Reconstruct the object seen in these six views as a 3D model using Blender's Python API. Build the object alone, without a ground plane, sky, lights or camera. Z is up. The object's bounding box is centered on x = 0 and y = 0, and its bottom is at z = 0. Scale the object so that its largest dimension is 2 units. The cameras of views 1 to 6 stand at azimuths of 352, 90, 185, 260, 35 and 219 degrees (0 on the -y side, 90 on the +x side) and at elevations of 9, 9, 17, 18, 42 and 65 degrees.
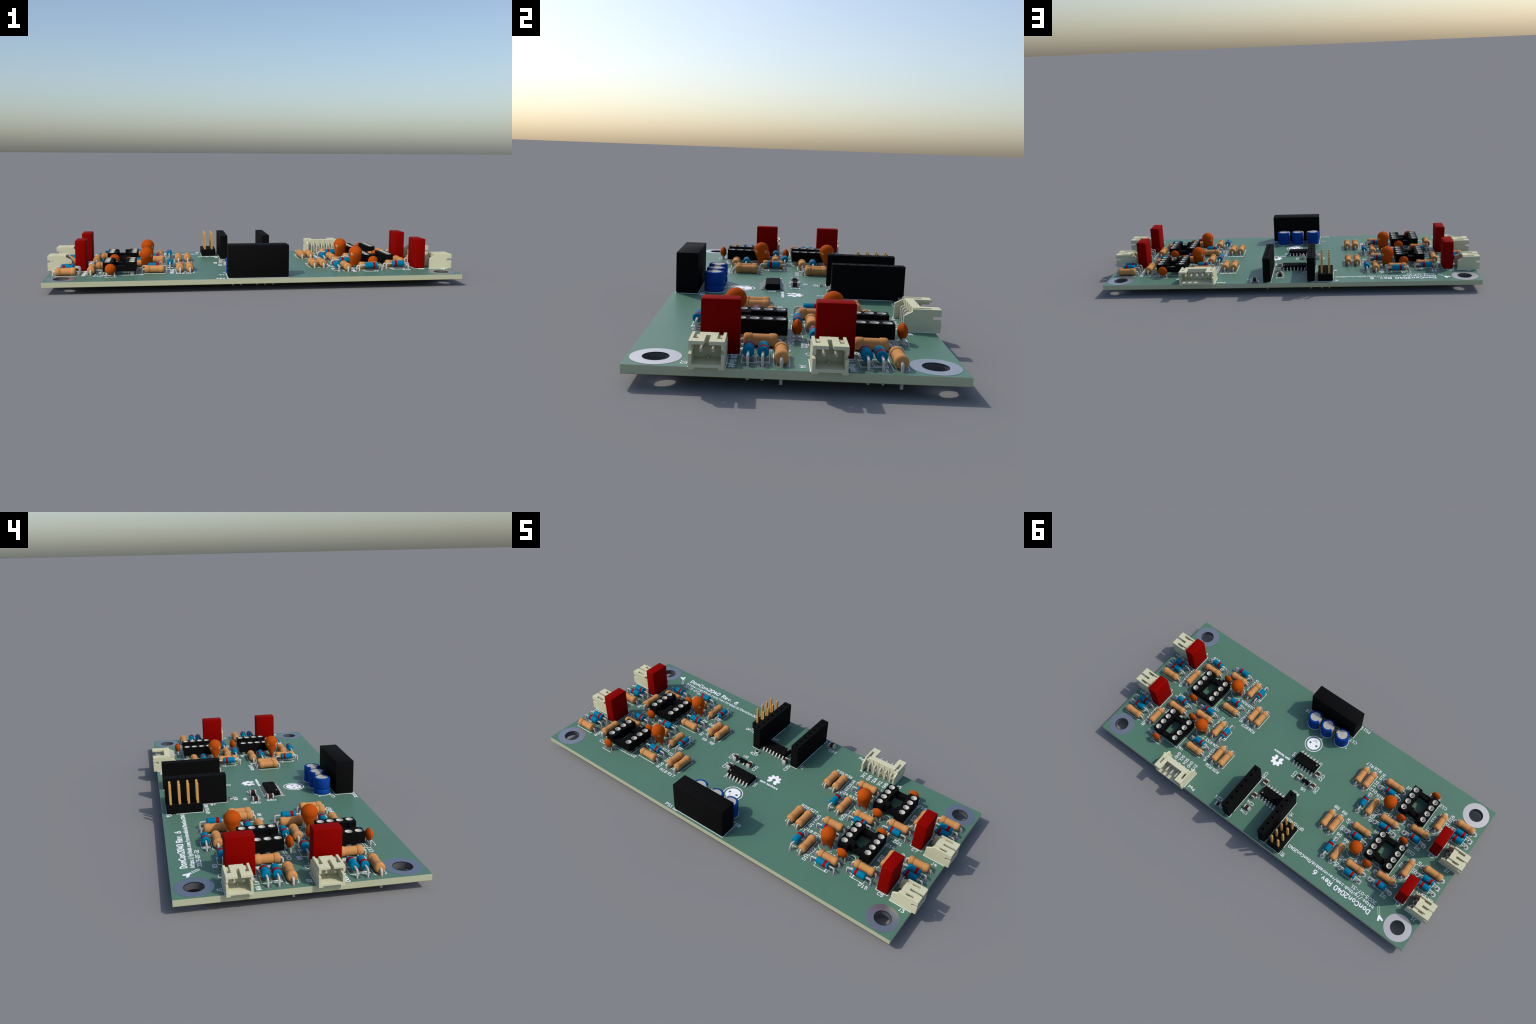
import bpy, bmesh, math
from math import sin, cos, pi, radians, hypot, atan2
from mathutils import Vector, Matrix

# A green printed circuit board, 130 x 58 mm, with four identical analogue
# channels (two at each end, the right pair turned half round) and a small
# digital / power section in the middle.  All sizes below are millimetres on
# the real board; S turns them into scene metres.
S = 0.015092
DEEPEST = 3.717                 # longest pin below the top face of the board
YC = -0.53                      # board centre in y
BX0, BX1, BY0, BY1 = -65.0, 65.0, YC - 29.0, YC + 29.0
THICK = 1.6
PITCH = 20.17                   # distance between the two channels of a side

for o in list(bpy.data.objects):
    bpy.data.objects.remove(o)
COL = bpy.context.scene.collection

# ----------------------------------------------------------------- materials
def material(name, colour, rough=0.55, metal=0.0, spec=0.5, grain=0.0, scale=60.0, coat=0.0):
    m = bpy.data.materials.new(name)
    m.use_nodes = True
    nt = m.node_tree
    b = nt.nodes["Principled BSDF"]
    b.inputs["Base Color"].default_value = (*colour, 1)
    b.inputs["Roughness"].default_value = rough
    b.inputs["Metallic"].default_value = metal
    b.inputs["Specular IOR Level"].default_value = spec
    b.inputs["Coat Weight"].default_value = coat
    if grain > 0:
        tc = nt.nodes.new("ShaderNodeTexCoord")
        n = nt.nodes.new("ShaderNodeTexNoise")
        n.inputs["Scale"].default_value = scale
        n.inputs["Detail"].default_value = 3
        r = nt.nodes.new("ShaderNodeValToRGB")
        r.color_ramp.elements[0].position = 0.3
        r.color_ramp.elements[1].position = 0.7
        r.color_ramp.elements[0].color = (*[c * (1 - grain) for c in colour], 1)
        r.color_ramp.elements[1].color = (*[min(1, c * (1 + grain)) for c in colour], 1)
        nt.links.new(tc.outputs["Object"], n.inputs["Vector"])
        nt.links.new(n.outputs["Fac"], r.inputs["Fac"])
        nt.links.new(r.outputs["Color"], b.inputs["Base Color"])
    return m

M = {}
M["mask"] = material("green_solder_mask", (0.084, 0.186, 0.130), 0.42, 0, 0.28, 0.02, 7.0)
M["core"] = material("glass_fibre_edge", (0.46, 0.48, 0.32), 0.7, 0, 0.06, 0.02, 90.0)
M["copper"] = material("copper_edge_line", (0.20, 0.17, 0.02), 0.6)
M["bore"] = material("plated_bore", (0.10, 0.10, 0.105), 0.4, 0, 0.5)
M["rim"] = material("dark_bore_rim", (0.008, 0.008, 0.009), 0.6, 0, 0.1)
M["pad"] = material("tinned_pad", (0.505, 0.505, 0.510), 0.40, 1.0)
M["silk"] = material("white_silkscreen", (0.88, 0.88, 0.91), 0.7, 0, 0.2)
M["tan"] = material("resistor_lacquer", (0.535, 0.25, 0.086), 0.6, 0, 0.03)
M["wire"] = material("tinned_wire", (0.50, 0.485, 0.43), 0.5, 0, 0.10)
M["blue"] = material("diode_blue", (0.0, 0.175, 0.31), 0.6, 0, 0.03)
M["band"] = material("diode_red_band", (0.29, 0.003, 0.003), 0.6, 0, 0.04)
M["orange"] = material("orange_dip_coating", (0.42, 0.066, 0.004), 0.65, 0, 0.03)
M["plus"] = material("printed_plus", (0.58, 0.33, 0.14), 0.6, 0, 0.1)
M["red"] = material("red_film_case", (0.228, 0.0018, 0.0008), 0.6, 0, 0.02)
M["sleeve"] = material("blue_sleeve", (0.004, 0.047, 0.262), 0.6, 0, 0.05)
M["stripe"] = material("sleeve_grey_stripe", (0.40, 0.36, 0.29), 0.6, 0, 0.1)
M["can"] = material("aluminium_top", (0.46, 0.45, 0.40), 0.6, 0, 0.06)
M["score"] = material("score_line", (0.26, 0.25, 0.22), 0.6, 0, 0.1)
M["black"] = material("black_plastic", (0.0058, 0.0058, 0.0058), 0.6, 0, 0.02)
M["hole"] = material("contact_hole_black", (0.001, 0.001, 0.001), 0.9, 0, 0.05)
M["cup"] = material("contact_cup_tin", (0.50, 0.49, 0.43), 0.5, 0, 0.08)
M["cream"] = material("cream_nylon", (0.595, 0.585, 0.40), 0.65, 0, 0.04)
M["gold"] = material("gilded_pin", (0.58, 0.32, 0.085), 0.5, 0.0, 0.2)
M["brown"] = material("ceramic_brown", (0.045, 0.018, 0.010), 0.6, 0, 0.1)
M["endcap"] = material("chip_end_tin", (0.52, 0.505, 0.455), 0.5, 0, 0.10)
M["white"] = material("ceramic_white", (0.75, 0.74, 0.62), 0.6, 0, 0.1)
M["dot"] = material("moulded_dot", (0.33, 0.30, 0.24), 0.6, 0, 0.1)

# ------------------------------------------------------------- mesh building
class Build:
    """Collects vertices (mm) and faces with a material each."""
    def __init__(self):
        self.v, self.f, self.m, self.mats = [], [], [], []

    def idx(self, mat):
        if mat not in self.mats:
            self.mats.append(mat)
        return self.mats.index(mat)

    def add(self, verts, faces, mat):
        k, i = len(self.v), self.idx(mat)
        self.v += [tuple(p) for p in verts]
        for f in faces:
            self.f.append([k + a for a in f])
            self.m.append(i)

    def box(self, x0, x1, y0, y1, z0, z1, mat):
        v = [(x, y, z) for z in (z0, z1) for y in (y0, y1) for x in (x0, x1)]
        self.add(v, [(0, 2, 3, 1), (4, 5, 7, 6), (0, 1, 5, 4), (2, 6, 7, 3), (0, 4, 6, 2), (1, 3, 7, 5)], mat)

    def loft(self, rings, mat, close=True, caps=(True, True)):
        n = len(rings[0])
        v = [p for r in rings for p in r]
        f = []
        for a in range(len(rings) - 1):
            for b in range(n if close else n - 1):
                c = (b + 1) % n
                f.append((a * n + b, a * n + c, (a + 1) * n + c, (a + 1) * n + b))
        if caps[0]:
            f.append(tuple(reversed(range(n))))
        if caps[1]:
            f.append(tuple((len(rings) - 1) * n + b for b in range(n)))
        self.add(v, f, mat)

    def prism(self, poly, z0, z1, mat, axis="z"):
        """Polygon (anticlockwise) pushed along an axis."""
        put = {"z": lambda a, b, c: (a, b, c), "x": lambda a, b, c: (c, a, b), "y": lambda a, b, c: (b, c, a)}[axis]
        self.loft([[put(a, b, z0) for a, b in poly], [put(a, b, z1) for a, b in poly]], mat)

    def lathe(self, prof, mat, axis="z", seg=28, at=(0, 0, 0), caps=(True, True)):
        """Profile of (along, radius) turned about an axis through `at`."""
        rings = []
        for t, r in prof:
            ring = []
            for k in range(seg):
                a = 2 * pi * k / seg
                c, s = r * cos(a), r * sin(a)
                p = {"z": (c, s, t), "x": (t, c, s), "y": (s, t, c)}[axis]
                ring.append((p[0] + at[0], p[1] + at[1], p[2] + at[2]))
            rings.append(ring)
        self.loft(rings, mat, caps=caps)

    def sweep(self, path, section, mat):
        """Flat section (list of (u, w)) carried along a path lying in a plane
        that contains z; u is sideways, w is in the bending plane."""
        pts = [Vector(p) for p in path]
        n = len(pts)
        tang = [(pts[min(i + 1, n - 1)] - pts[max(i - 1, 0)]).normalized() for i in range(n)]
        plane = None
        for t in tang:
            c = tang[0].cross(t)
            if c.length > 1e-4:
                plane = c.normalized()
                break
        if plane is None:
            plane = Vector((1, 0, 0)) if abs(tang[0].x) < 0.9 else Vector((0, 1, 0))
        rings = []
        for i, (p, t) in enumerate(zip(pts, tang)):
            w = plane.cross(t).normalized()
            k = 1.0
            if 0 < i < n - 1:
                c = max(0.3, (pts[i] - pts[i - 1]).normalized().dot(t))
                k = 1 / c
            rings.append([tuple(p + plane * a + w * b * k) for a, b in section])
        self.loft(rings, mat)

    def mesh(self, name, smooth=30, bevel=0.0, seg=2):
        me = bpy.data.meshes.new(name)
        me.from_pydata([(x * S, y * S, z * S) for x, y, z in self.v], [], self.f)
        for m in self.mats:
            me.materials.append(M[m])
        me.polygons.foreach_set("material_index", self.m)
        bm = bmesh.new()
        bm.from_mesh(me)
        bmesh.ops.recalc_face_normals(bm, faces=bm.faces)
        if bevel > 0:
            e = [e for e in bm.edges if len(e.link_faces) == 2 and e.calc_face_angle(0) > radians(25)]
            bmesh.ops.bevel(bm, geom=e, offset=bevel * S, segments=seg, affect="EDGES", profile=0.5, clamp_overlap=True)
        bmesh.ops.triangulate(bm, faces=[f for f in bm.faces if len(f.verts) > 4])
        bm.to_mesh(me)
        bm.free()
        if smooth:
            me.shade_smooth()
            me.set_sharp_from_angle(angle=radians(smooth))
        return me

def circle(r, n=12, a0=0.0):
    return [(r * cos(a0 + 2 * pi * k / n), r * sin(a0 + 2 * pi * k / n)) for k in range(n)]

def arc(cx, cy, r, a0, a1, n=8):
    return [(cx + r * cos(radians(a0 + (a1 - a0) * k / n)), cy + r * sin(radians(a0 + (a1 - a0) * k / n))) for k in range(n + 1)]

# ------------------------------------------------------------------- objects
ROOT = bpy.data.objects.new("circuit_board", None)
COL.objects.link(ROOT)
ROOT.location = (0, 0, 0)
ROOT.empty_display_size = 0.1
ROOT["label"] = "green circuit board crowded with through-hole components and connectors"
ROOT["category"] = "circuit board"

def place(name, mesh, x=0, y=0, rot=0, parent=None, z=0.0):
    o = bpy.data.objects.new(name, mesh)
    COL.objects.link(o)
    if parent is None:
        o.parent = ROOT
        o.location = (x * S, y * S, (DEEPEST + z) * S)
    else:
        o.parent = parent
        o.location = (x * S, y * S, z * S)
    o.rotation_euler = (0, 0, radians(rot))
    return o

HOLES = []                       # (x, y, radius) drilled through the board
PADS = []                        # (shape, x, y, rot)
def local(x, y, rot, px, py):
    a = radians(rot)
    return x + px * cos(a) - py * sin(a), y + px * sin(a) + py * cos(a)

# ------------------------------------------------------------ silkscreen pen
class Pen:
    """Lays raised strokes of ink; every stroke sits a hair higher than the
    last, so that strokes which cross never share a plane."""
    def __init__(self):
        self.b, self.n = Build(), 0

    def height(self):
        self.n += 1
        return 0.045 + 0.0022 * (self.n % 16)

    def stroke(self, pts, w=0.13, mat="silk", lift=0.0):
        pts = [Vector((p[0], p[1])) for p in pts]
        closed = (pts[0] - pts[-1]).length < 1e-6 and len(pts) > 3
        if closed:
            pts = pts[:-1]
        half, z, n = w / 2, self.height() + lift, len(pts)
        left, right = [], []
        for i, p in enumerate(pts):
            a = pts[i - 1] if (i > 0 or closed) else None
            c = pts[(i + 1) % n] if (i < n - 1 or closed) else None
            d0 = (p - a).normalized() if a is not None else (c - p).normalized()
            d1 = (c - p).normalized() if c is not None else d0
            t = (d0 + d1)
            t = t.normalized() if t.length > 1e-6 else d0
            k = 1 / max(0.5, t.dot(d1))
            q = Vector((-t.y, t.x)) * half * k
            left.append(p + q)
            right.append(p - q)
        ramp = [z + 0.0009 * i for i in range(n)]       # keeps a stroke that meets itself off its own plane
        v = [(q.x, q.y, h) for q, h in zip(left, ramp)] + [(q.x, q.y, h) for q, h in zip(right, ramp)]
        v += [(q.x, q.y, -0.02) for q in left] + [(q.x, q.y, -0.02) for q in right]
        f = []
        for i in range(n if closed else n - 1):
            j = (i + 1) % n
            f += [(n + i, n + j, j, i), (i, j, 2 * n + j, 2 * n + i), (n + j, n + i, 3 * n + i, 3 * n + j)]
        self.b.add(v, f, mat)
        if not closed:
            for p, d, z in ((pts[0], pts[0] - pts[1], ramp[0]), (pts[-1], pts[-1] - pts[-2], ramp[-1])):
                a0 = atan2(d.y, d.x)
                cap = [(p.x + half * cos(a0 + u * pi / 4), p.y + half * sin(a0 + u * pi / 4)) for u in (-2, -1, 0, 1, 2)]
                self.b.loft([[(x, y, -0.02) for x, y in cap], [(x, y, z) for x, y in cap]], mat)

    def patch(self, poly, mat="silk", z=None):
        self.b.prism(poly, -0.02, z if z else self.height(), mat)

# stroke letters on a grid four wide and six high
DIGITS = {
 "0": [[(1, 0), (0, 1.2), (0, 4.8), (1, 6), (3, 6), (4, 4.8), (4, 1.2), (3, 0), (1, 0)]],
 "1": [[(0.4, 4.8), (2, 6), (2, 0)], [(0.5, 0), (3.5, 0)]],
 "2": [[(0, 5), (1, 6), (3, 6), (4, 5), (4, 3.9), (0, 0), (4, 0)]],
 "3": [[(0, 6), (4, 6), (1.9, 3.6), (3, 3.6), (4, 2.7), (4, 1), (3, 0), (1, 0), (0, 0.8)]],
 "4": [[(2.9, 0), (2.9, 4.2)], [(1.6, 6), (0, 1.7), (4.1, 1.7)]],
 "5": [[(3.8, 6), (0.5, 6), (0.2, 3.2), (1.2, 3.8), (3, 3.8), (4, 2.8), (4, 1), (3, 0), (1, 0), (0, 0.8)]],
 "6": [[(3.4, 6), (1.8, 5.6), (0.5, 4), (0, 2.4), (0, 1), (1, 0), (3, 0), (4, 1), (4, 2.5), (3, 3.5), (1, 3.5), (0, 2.4)]],
 "7": [[(0, 6), (4, 6), (1.4, 0)]],
 "8": [[(1, 3.3), (0, 4.2), (0, 5.1), (1, 6), (3, 6), (4, 5.1), (4, 4.2), (3, 3.3), (1, 3.3), (0, 2.4), (0, 0.9), (1, 0), (3, 0), (4, 0.9), (4, 2.4), (3, 3.3)]],
 "9": [[(0.6, 0), (2.2, 0.4), (3.5, 2), (4, 3.6), (4, 5), (3, 6), (1, 6), (0, 5), (0, 3.5), (1, 2.5), (3, 2.5), (4, 3.6)]],
}
CAPITALS = {
 "A": [[(0, 0), (2, 6), (4, 0)], [(0.7, 1.8), (3.3, 1.8)]],
 "C": [[(4, 0.9), (3, 0), (1.5, 0), (0, 1.4), (0, 4.6), (1.5, 6), (3, 6), (4, 5.1)]],
 "D": [[(0, 0), (0, 6), (2, 6), (4, 4.4), (4, 1.6), (2, 0), (0, 0)]],
 "G": [[(4, 5.3), (3, 6), (1.5, 6), (0, 4.6), (0, 1.4), (1.5, 0), (3, 0), (4, 0.7), (4, 2.8), (2.6, 2.8)]],
 "I": [[(2, 0), (2, 6)]],
 "J": [[(3, 6), (3, 1.3), (2, 0), (1, 0)]],
 "K": [[(0, 0), (0, 6)], [(4, 6), (0.2, 2.2)], [(1.4, 3.4), (4, 0)]],
 "L": [[(0, 6), (0, 0), (3.6, 0)]],
 "N": [[(0, 0), (0, 6), (4, 0), (4, 6)]],
 "O": [[(1.2, 0), (0, 1.4), (0, 4.6), (1.2, 6), (2.8, 6), (4, 4.6), (4, 1.4), (2.8, 0), (1.2, 0)]],
 "P": [[(0, 0), (0, 6), (3, 6), (4, 5.1), (4, 3.7), (3, 2.8), (0, 2.8)]],
 "R": [[(0, 0), (0, 6), (3, 6), (4, 5.1), (4, 3.8), (3, 2.9), (0, 2.9)], [(2, 2.9), (4, 0)]],
 "S": [[(0, 0.6), (1, 0), (3, 0), (4, 0.9), (4, 2), (3, 2.8), (1, 3.3), (0, 4.1), (0, 5.1), (1, 6), (3, 6), (3.9, 5.5)]],
 "U": [[(0, 6), (0, 1.2), (1, 0), (3, 0), (4, 1.2), (4, 6)]],
 "V": [[(0, 6), (2, 0), (4, 6)]],
}
SMALL = {
 "a": [[(3.4, 0), (3.4, 3.2), (2.6, 4), (1, 4), (0.3, 3.5)], [(3.4, 2.3), (1, 2.3), (0.1, 1.6), (0.1, 0.7), (0.9, 0), (2.4, 0), (3.4, 0.7)]],
 "b": [[(0.3, 6), (0.3, 0)], [(0.3, 3.2), (1.3, 4), (2.7, 4), (3.6, 3), (3.6, 1), (2.7, 0), (1.3, 0), (0.3, 0.7)]],
 "c": [[(3.4, 3.6), (2.6, 4), (1.3, 4), (0.3, 3), (0.3, 1), (1.3, 0), (2.6, 0), (3.4, 0.4)]],
 "d": [[(3.6, 6), (3.6, 0)], [(3.6, 3.2), (2.7, 4), (1.3, 4), (0.3, 3), (0.3, 1), (1.3, 0), (2.7, 0), (3.6, 0.7)]],
 "e": [[(0.3, 2), (3.6, 2), (3.6, 3), (2.7, 4), (1.2, 4), (0.3, 3), (0.3, 1), (1.2, 0), (2.6, 0), (3.4, 0.4)]],
 "f": [[(3, 6), (2.2, 6), (1.4, 5.2), (1.4, 0)], [(0.4, 4), (2.8, 4)]],
 "g": [[(3.6, 4), (3.6, -1), (2.7, -2), (1.2, -2)], [(3.6, 3.2), (2.7, 4), (1.3, 4), (0.3, 3), (0.3, 1), (1.3, 0), (2.7, 0), (3.6, 0.7)]],
 "h": [[(0.3, 6), (0.3, 0)], [(0.3, 3), (1.4, 4), (2.7, 4), (3.5, 3.1), (3.5, 0)]],
 "i": [[(1, 4), (1, 0)], [(1, 5.6), (1, 5.9)]],
 "m": [[(0.2, 0), (0.2, 4)], [(0.2, 3), (1.1, 4), (1.9, 4), (2.4, 3.2), (2.4, 0)], [(2.4, 3.2), (3.2, 4), (4, 4), (4.7, 3.2), (4.7, 0)]],
 "n": [[(0.3, 4), (0.3, 0)], [(0.3, 3), (1.4, 4), (2.7, 4), (3.5, 3.1), (3.5, 0)]],
 "o": [[(1.2, 0), (0.3, 1), (0.3, 3), (1.2, 4), (2.6, 4), (3.5, 3), (3.5, 1), (2.6, 0), (1.2, 0)]],
 "p": [[(0.3, 4), (0.3, -2)], [(0.3, 3.2), (1.3, 4), (2.7, 4), (3.6, 3), (3.6, 1), (2.7, 0), (1.3, 0), (0.3, 0.7)]],
 "r": [[(0.5, 4), (0.5, 0)], [(0.5, 2.9), (1.5, 4), (2.6, 4)]],
 "s": [[(0.4, 0.3), (1.2, 0), (2.5, 0), (3.3, 0.6), (3.2, 1.5), (2.5, 2), (1.2, 2.1), (0.5, 2.7), (0.6, 3.5), (1.3, 4), (2.4, 4), (3.2, 3.7)]],
 "t": [[(1.4, 5.8), (1.4, 0.9), (2.2, 0), (3, 0)], [(0.4, 4), (2.8, 4)]],
 "u": [[(0.3, 4), (0.3, 0.9), (1.2, 0), (2.4, 0), (3.5, 1)], [(3.5, 4), (3.5, 0)]],
 "v": [[(0.3, 4), (1.9, 0), (3.5, 4)]],
 "w": [[(0.1, 4), (1.2, 0), (2.3, 3.6), (3.4, 0), (4.5, 4)]],
}
SIGNS = {
 ".": [[(0.7, 0), (0.9, 0.1)]], ":": [[(0.7, 0.2), (0.9, 0.3)], [(0.7, 3.4), (0.9, 3.5)]],
 "/": [[(0, -1), (4, 6.6)]], "-": [[(0.5, 2.4), (3.8, 2.4)]], "+": [[(0, 2.4), (4, 2.4)], [(2, 0.4), (2, 4.4)]],
}
GLYPH = {**DIGITS, **CAPITALS, **SMALL, **SIGNS}
WIDTH = {"I": 4.0, "i": 2.0, ".": 1.6, ":": 1.6, "J": 4.0, "m": 5.0, "w": 4.6, "r": 2.9, "t": 3.2, "f": 3.2, "s": 3.7}

def text(pen, s, x, y, rot=0, size=1.0, w=0.15, length=None, anchor="c"):
    """Writes s with its middle (or its start) at x, y; length fits the run."""
    run, pos = 0.0, []
    for ch in s:
        pos.append(run)
        run += 4.2 if ch == " " else WIDTH.get(ch, 4.0) + 1.7
    total = (run - 1.7) / 6 * size
    k = length / total if length else 1.0
    a = radians(rot)
    x0 = -total * k / 2 if anchor == "c" else 0.0
    y0 = -size / 2 if anchor == "c" else 0.0
    for ch, p in zip(s, pos):
        for st in GLYPH.get(ch, []):
            pts = []
            for gx, gy in st:
                u, v = x0 + (p + gx) / 6 * size * k, y0 + gy / 6 * size
                pts.append((x + u * cos(a) - v * sin(a), y + u * sin(a) + v * cos(a)))
            pen.stroke(pts, w)

outlines, labels, titles, logos = Pen(), Pen(), Pen(), Pen()
def line(x, y, rot, pts, w=0.13):
    outlines.stroke([local(x, y, rot, *p) for p in pts], w)

def sheet(loops, z0, z1, mat_top, mat_wall, b):
    """Flat plate with holes: first loop is the rim, the others are holes."""
    bm = bmesh.new()
    edges = []
    for lp in loops:
        vs = [bm.verts.new((x, y, 0)) for x, y in lp]
        edges += [bm.edges.new((vs[i], vs[(i + 1) % len(vs)])) for i in range(len(vs))]
    bmesh.ops.triangle_fill(bm, use_beauty=True, use_dissolve=False, edges=edges)
    bm.verts.index_update()
    v = [tuple(q.co) for q in bm.verts]
    f = [[q.index for q in fc.verts] for fc in bm.faces]
    bm.free()
    for z, mat in ((z1, mat_top[0]), (z0, mat_top[1])):
        b.add([(x, y, z) for x, y, _ in v], f, mat)
    for lp, mat in zip(loops, mat_wall):
        n = len(lp)
        b.add([(x, y, z0) for x, y in lp] + [(x, y, z1) for x, y in lp], [(i, (i + 1) % n, n + (i + 1) % n, n + i) for i in range(n)], mat)
ring = lambda x, y, r, n: [(x + r * cos(2 * pi * k / n), y + r * sin(2 * pi * k / n)) for k in range(n)]

# ----------------------------------------------------------- component meshes
def bent_lead(x_body, x_pad, z_mid, z_low, r, bend, seg=10):
    b = Build()
    path = [(x_body, 0, z_mid), (x_pad - bend, 0, z_mid)]
    for k in range(1, 7):
        a = pi / 2 * k / 6
        path.append((x_pad - bend + bend * sin(a), 0, z_mid - bend + bend * cos(a)))
    path.append((x_pad, 0, z_low))
    b.sweep(path, circle(r, seg), "wire")
    return b.mesh("wire_lead", 40)

def straight_pin(r, z0, z1, mat="wire", name="wire_lead", seg=10):
    b = Build()
    b.lathe([(z0, r * 0.6), (z0 + r * 0.5, r), (z1, r)], mat, seg=seg)
    return b.mesh(name, 40)

# resistor: dog-bone body 6.3 x 2.5
b = Build()
zr = 1.27
half = [(-3.15, 0.55), (-3.15, 0.80), (-3.08, 0.98), (-2.96, 1.11), (-2.80, 1.20), (-2.60, 1.25), (-1.60, 1.25), (-1.585, 1.235), (-1.58, 1.125)]
prof = half + [(-x, r) for x, r in reversed(half)]
b.lathe(prof, "tan", "x", 32, (0, 0, zr))
RES = b.mesh("resistor_body", 50)
RES_LEAD = bent_lead(3.0, 3.81, zr, -3.0, 0.3, 0.62)

# diode: glass bead 3.9 x 2.0 with a raised cathode band
b = Build()
zd = 1.79
half = [(-1.95, 0.6), (-1.95, 0.78), (-1.90, 0.90), (-1.80, 0.97), (-1.66, 1.0)]
b.lathe(half + [(-x, r) for x, r in reversed(half)], "blue", "x", 28, (0, 0, zd))
DIODE = b.mesh("diode_body", 50)
b = Build()
b.lathe([(-1.30, 0.9), (-1.30, 1.012), (-0.42, 1.012), (-0.42, 0.9)], "band", "x", 28, (0, 0, zd), caps=(False, False))
BAND = b.mesh("cathode_band", 40)
DIODE_LEAD = bent_lead(1.85, 3.81, zd, -2.4, 0.25, 0.5)

# lens-shaped ceramic disc capacitor
b = Build()
zc, rad, thick = 2.24, 1.70, 1.06
R = (rad * rad + thick * thick) / (2 * thick)
rings = []
for k in range(-8, 9):
    t = thick * k / 8
    rr = math.sqrt(max(0.0, R * R - (R - thick + abs(t)) ** 2))
    rings.append((t, max(rr, 0.02)))
b.lathe(rings, "orange", "y", 36, (0, 0, zc))
DISC = b.mesh("disc_body", 35)
b = Build()
b.sweep([(-0.95, 0, 1.6), (-1.15, 0, 1.0), (-1.25, 0, 0.6), (-1.25, 0, -3.0)], circle(0.25, 10), "wire")
DISC_LEAD = b.mesh("wire_lead", 40)

# tantalum bead: round head running down to two flat toes
b = Build()
head, hz = 2.25, 5.04
rings = []
for k in range(1, 10):
    a = pi / 2 * (1 - k / 9.0 * 1.28)
    rings.append((hz + head * sin(a), head * cos(a), head * cos(a)))
def flat_ring(z, hx, hy, n=36):
    p = []
    for k in range(n):
        a = 2 * pi * k / n
        e = 1 if abs(hx - hy) < 1e-6 else 0.8
        p.append((hx * math.copysign(abs(cos(a)) ** e, cos(a)), hy * math.copysign(abs(sin(a)) ** e, sin(a)), z))
    return p
zt, rt = rings[-1][0], rings[-1][1]
low = 0.75
for k in range(1, 9):
    t = k / 8.0
    rings.append((zt + (low - zt) * t, rt + (1.66 - rt) * t, rt + (0.48 - rt) * t))
b.loft([flat_ring(hz + head, 0.05, 0.05)] + [flat_ring(*r) for r in rings], "orange")
for sx in (-1, 1):
    toe = []
    for z, c, hx, hy in ((0.85, 0.98, 0.66, 0.46), (0.45, 1.15, 0.44, 0.40), (0.12, 1.25, 0.30, 0.33)):
        toe.append([(sx * c + x, y, z) for x, y in [(hx * p, hy * q) for p, q in circle(1, 14)]])
    b.loft(toe, "orange")
TANT = b.mesh("tantalum_body", 60)
b = Build()
for sy in (-1, 1):
    az = sy * radians(42)
    zp = 4.66
    def on(u, v):
        z = zp + v
        dz = z - hz
        r = math.sqrt(max(0.1, head * head - dz * dz)) if dz > -1.36 else 1.7
        a = az + u / r
        return ((r + 0.02) * cos(a), (r + 0.02) * sin(a), z), ((r - 0.15) * cos(a), (r - 0.15) * sin(a), z)
    for hu, hv, e in ((0.56, 0.19, 0.0), (0.19, 0.56, 0.01)):
        n = 5
        top, bot = [], []
        for i in range(n):
            for j in range(n):
                u, v = hu * (2 * i / (n - 1) - 1), hv * (2 * j / (n - 1) - 1)
                t, q = on(u, v)
                top.append((t[0] * (1 + e), t[1] * (1 + e), t[2]))
                bot.append(q)
        f = []
        for i in range(n - 1):
            for j in range(n - 1):
                a = i * n + j
                f.append((a, a + n, a + n + 1, a + 1))
        edge = [i * n for i in range(n)] + [(n - 1) * n + j for j in range(1, n)] + [i * n + n - 1 for i in range(n - 2, -1, -1)] + [j for j in range(n - 2, 0, -1)]
        k = len(top)
        f += [(edge[q], edge[q - 1], edge[q - 1] + k, edge[q] + k) for q in range(len(edge))]
        b.add(top + bot, f, "plus")
PLUS = b.mesh("polarity_plus", 40)
PIN25 = straight_pin(0.25, -3.0, 0.6)

# film capacitor case
b = Build()
b.box(-1.70, 1.70, -3.46, 3.46, 0.05, 9.88, "red")
FILM = b.mesh("film_case", 35, 0.28, 3)
FILM_PIN = straight_pin(0.3, -3.0, 0.3)

# electrolytic can with necked sleeve and grey stripe
b = Build()
prof = [(0.05, 2.05), (0.08, 2.36), (0.22, 2.46), (0.40, 2.48), (1.30, 2.48), (1.46, 2.43), (1.57, 2.30), (1.67, 2.26), (1.77, 2.30), (1.86, 2.44), (1.95, 2.48),
        (4.64, 2.48), (4.84, 2.42), (4.95, 2.30), (5.00, 2.12), (5.00, 1.80), (4.90, 1.76)]
seg = 64
for a in range(len(prof) - 1):
    for k in range(seg):
        ang = [2 * pi * (k + d) / seg for d in (0, 1)]
        mid = (ang[0] + ang[1]) / 2
        grey = abs(((mid + pi) % (2 * pi)) - pi) < radians(24)
        q = [(prof[a][1] * cos(t), prof[a][1] * sin(t), prof[a][0]) for t in ang] + [(prof[a + 1][1] * cos(t), prof[a + 1][1] * sin(t), prof[a + 1][0]) for t in reversed(ang)]
        b.add(q, [(0, 1, 2, 3)], "stripe" if grey else "sleeve")
me_b = b
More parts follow.
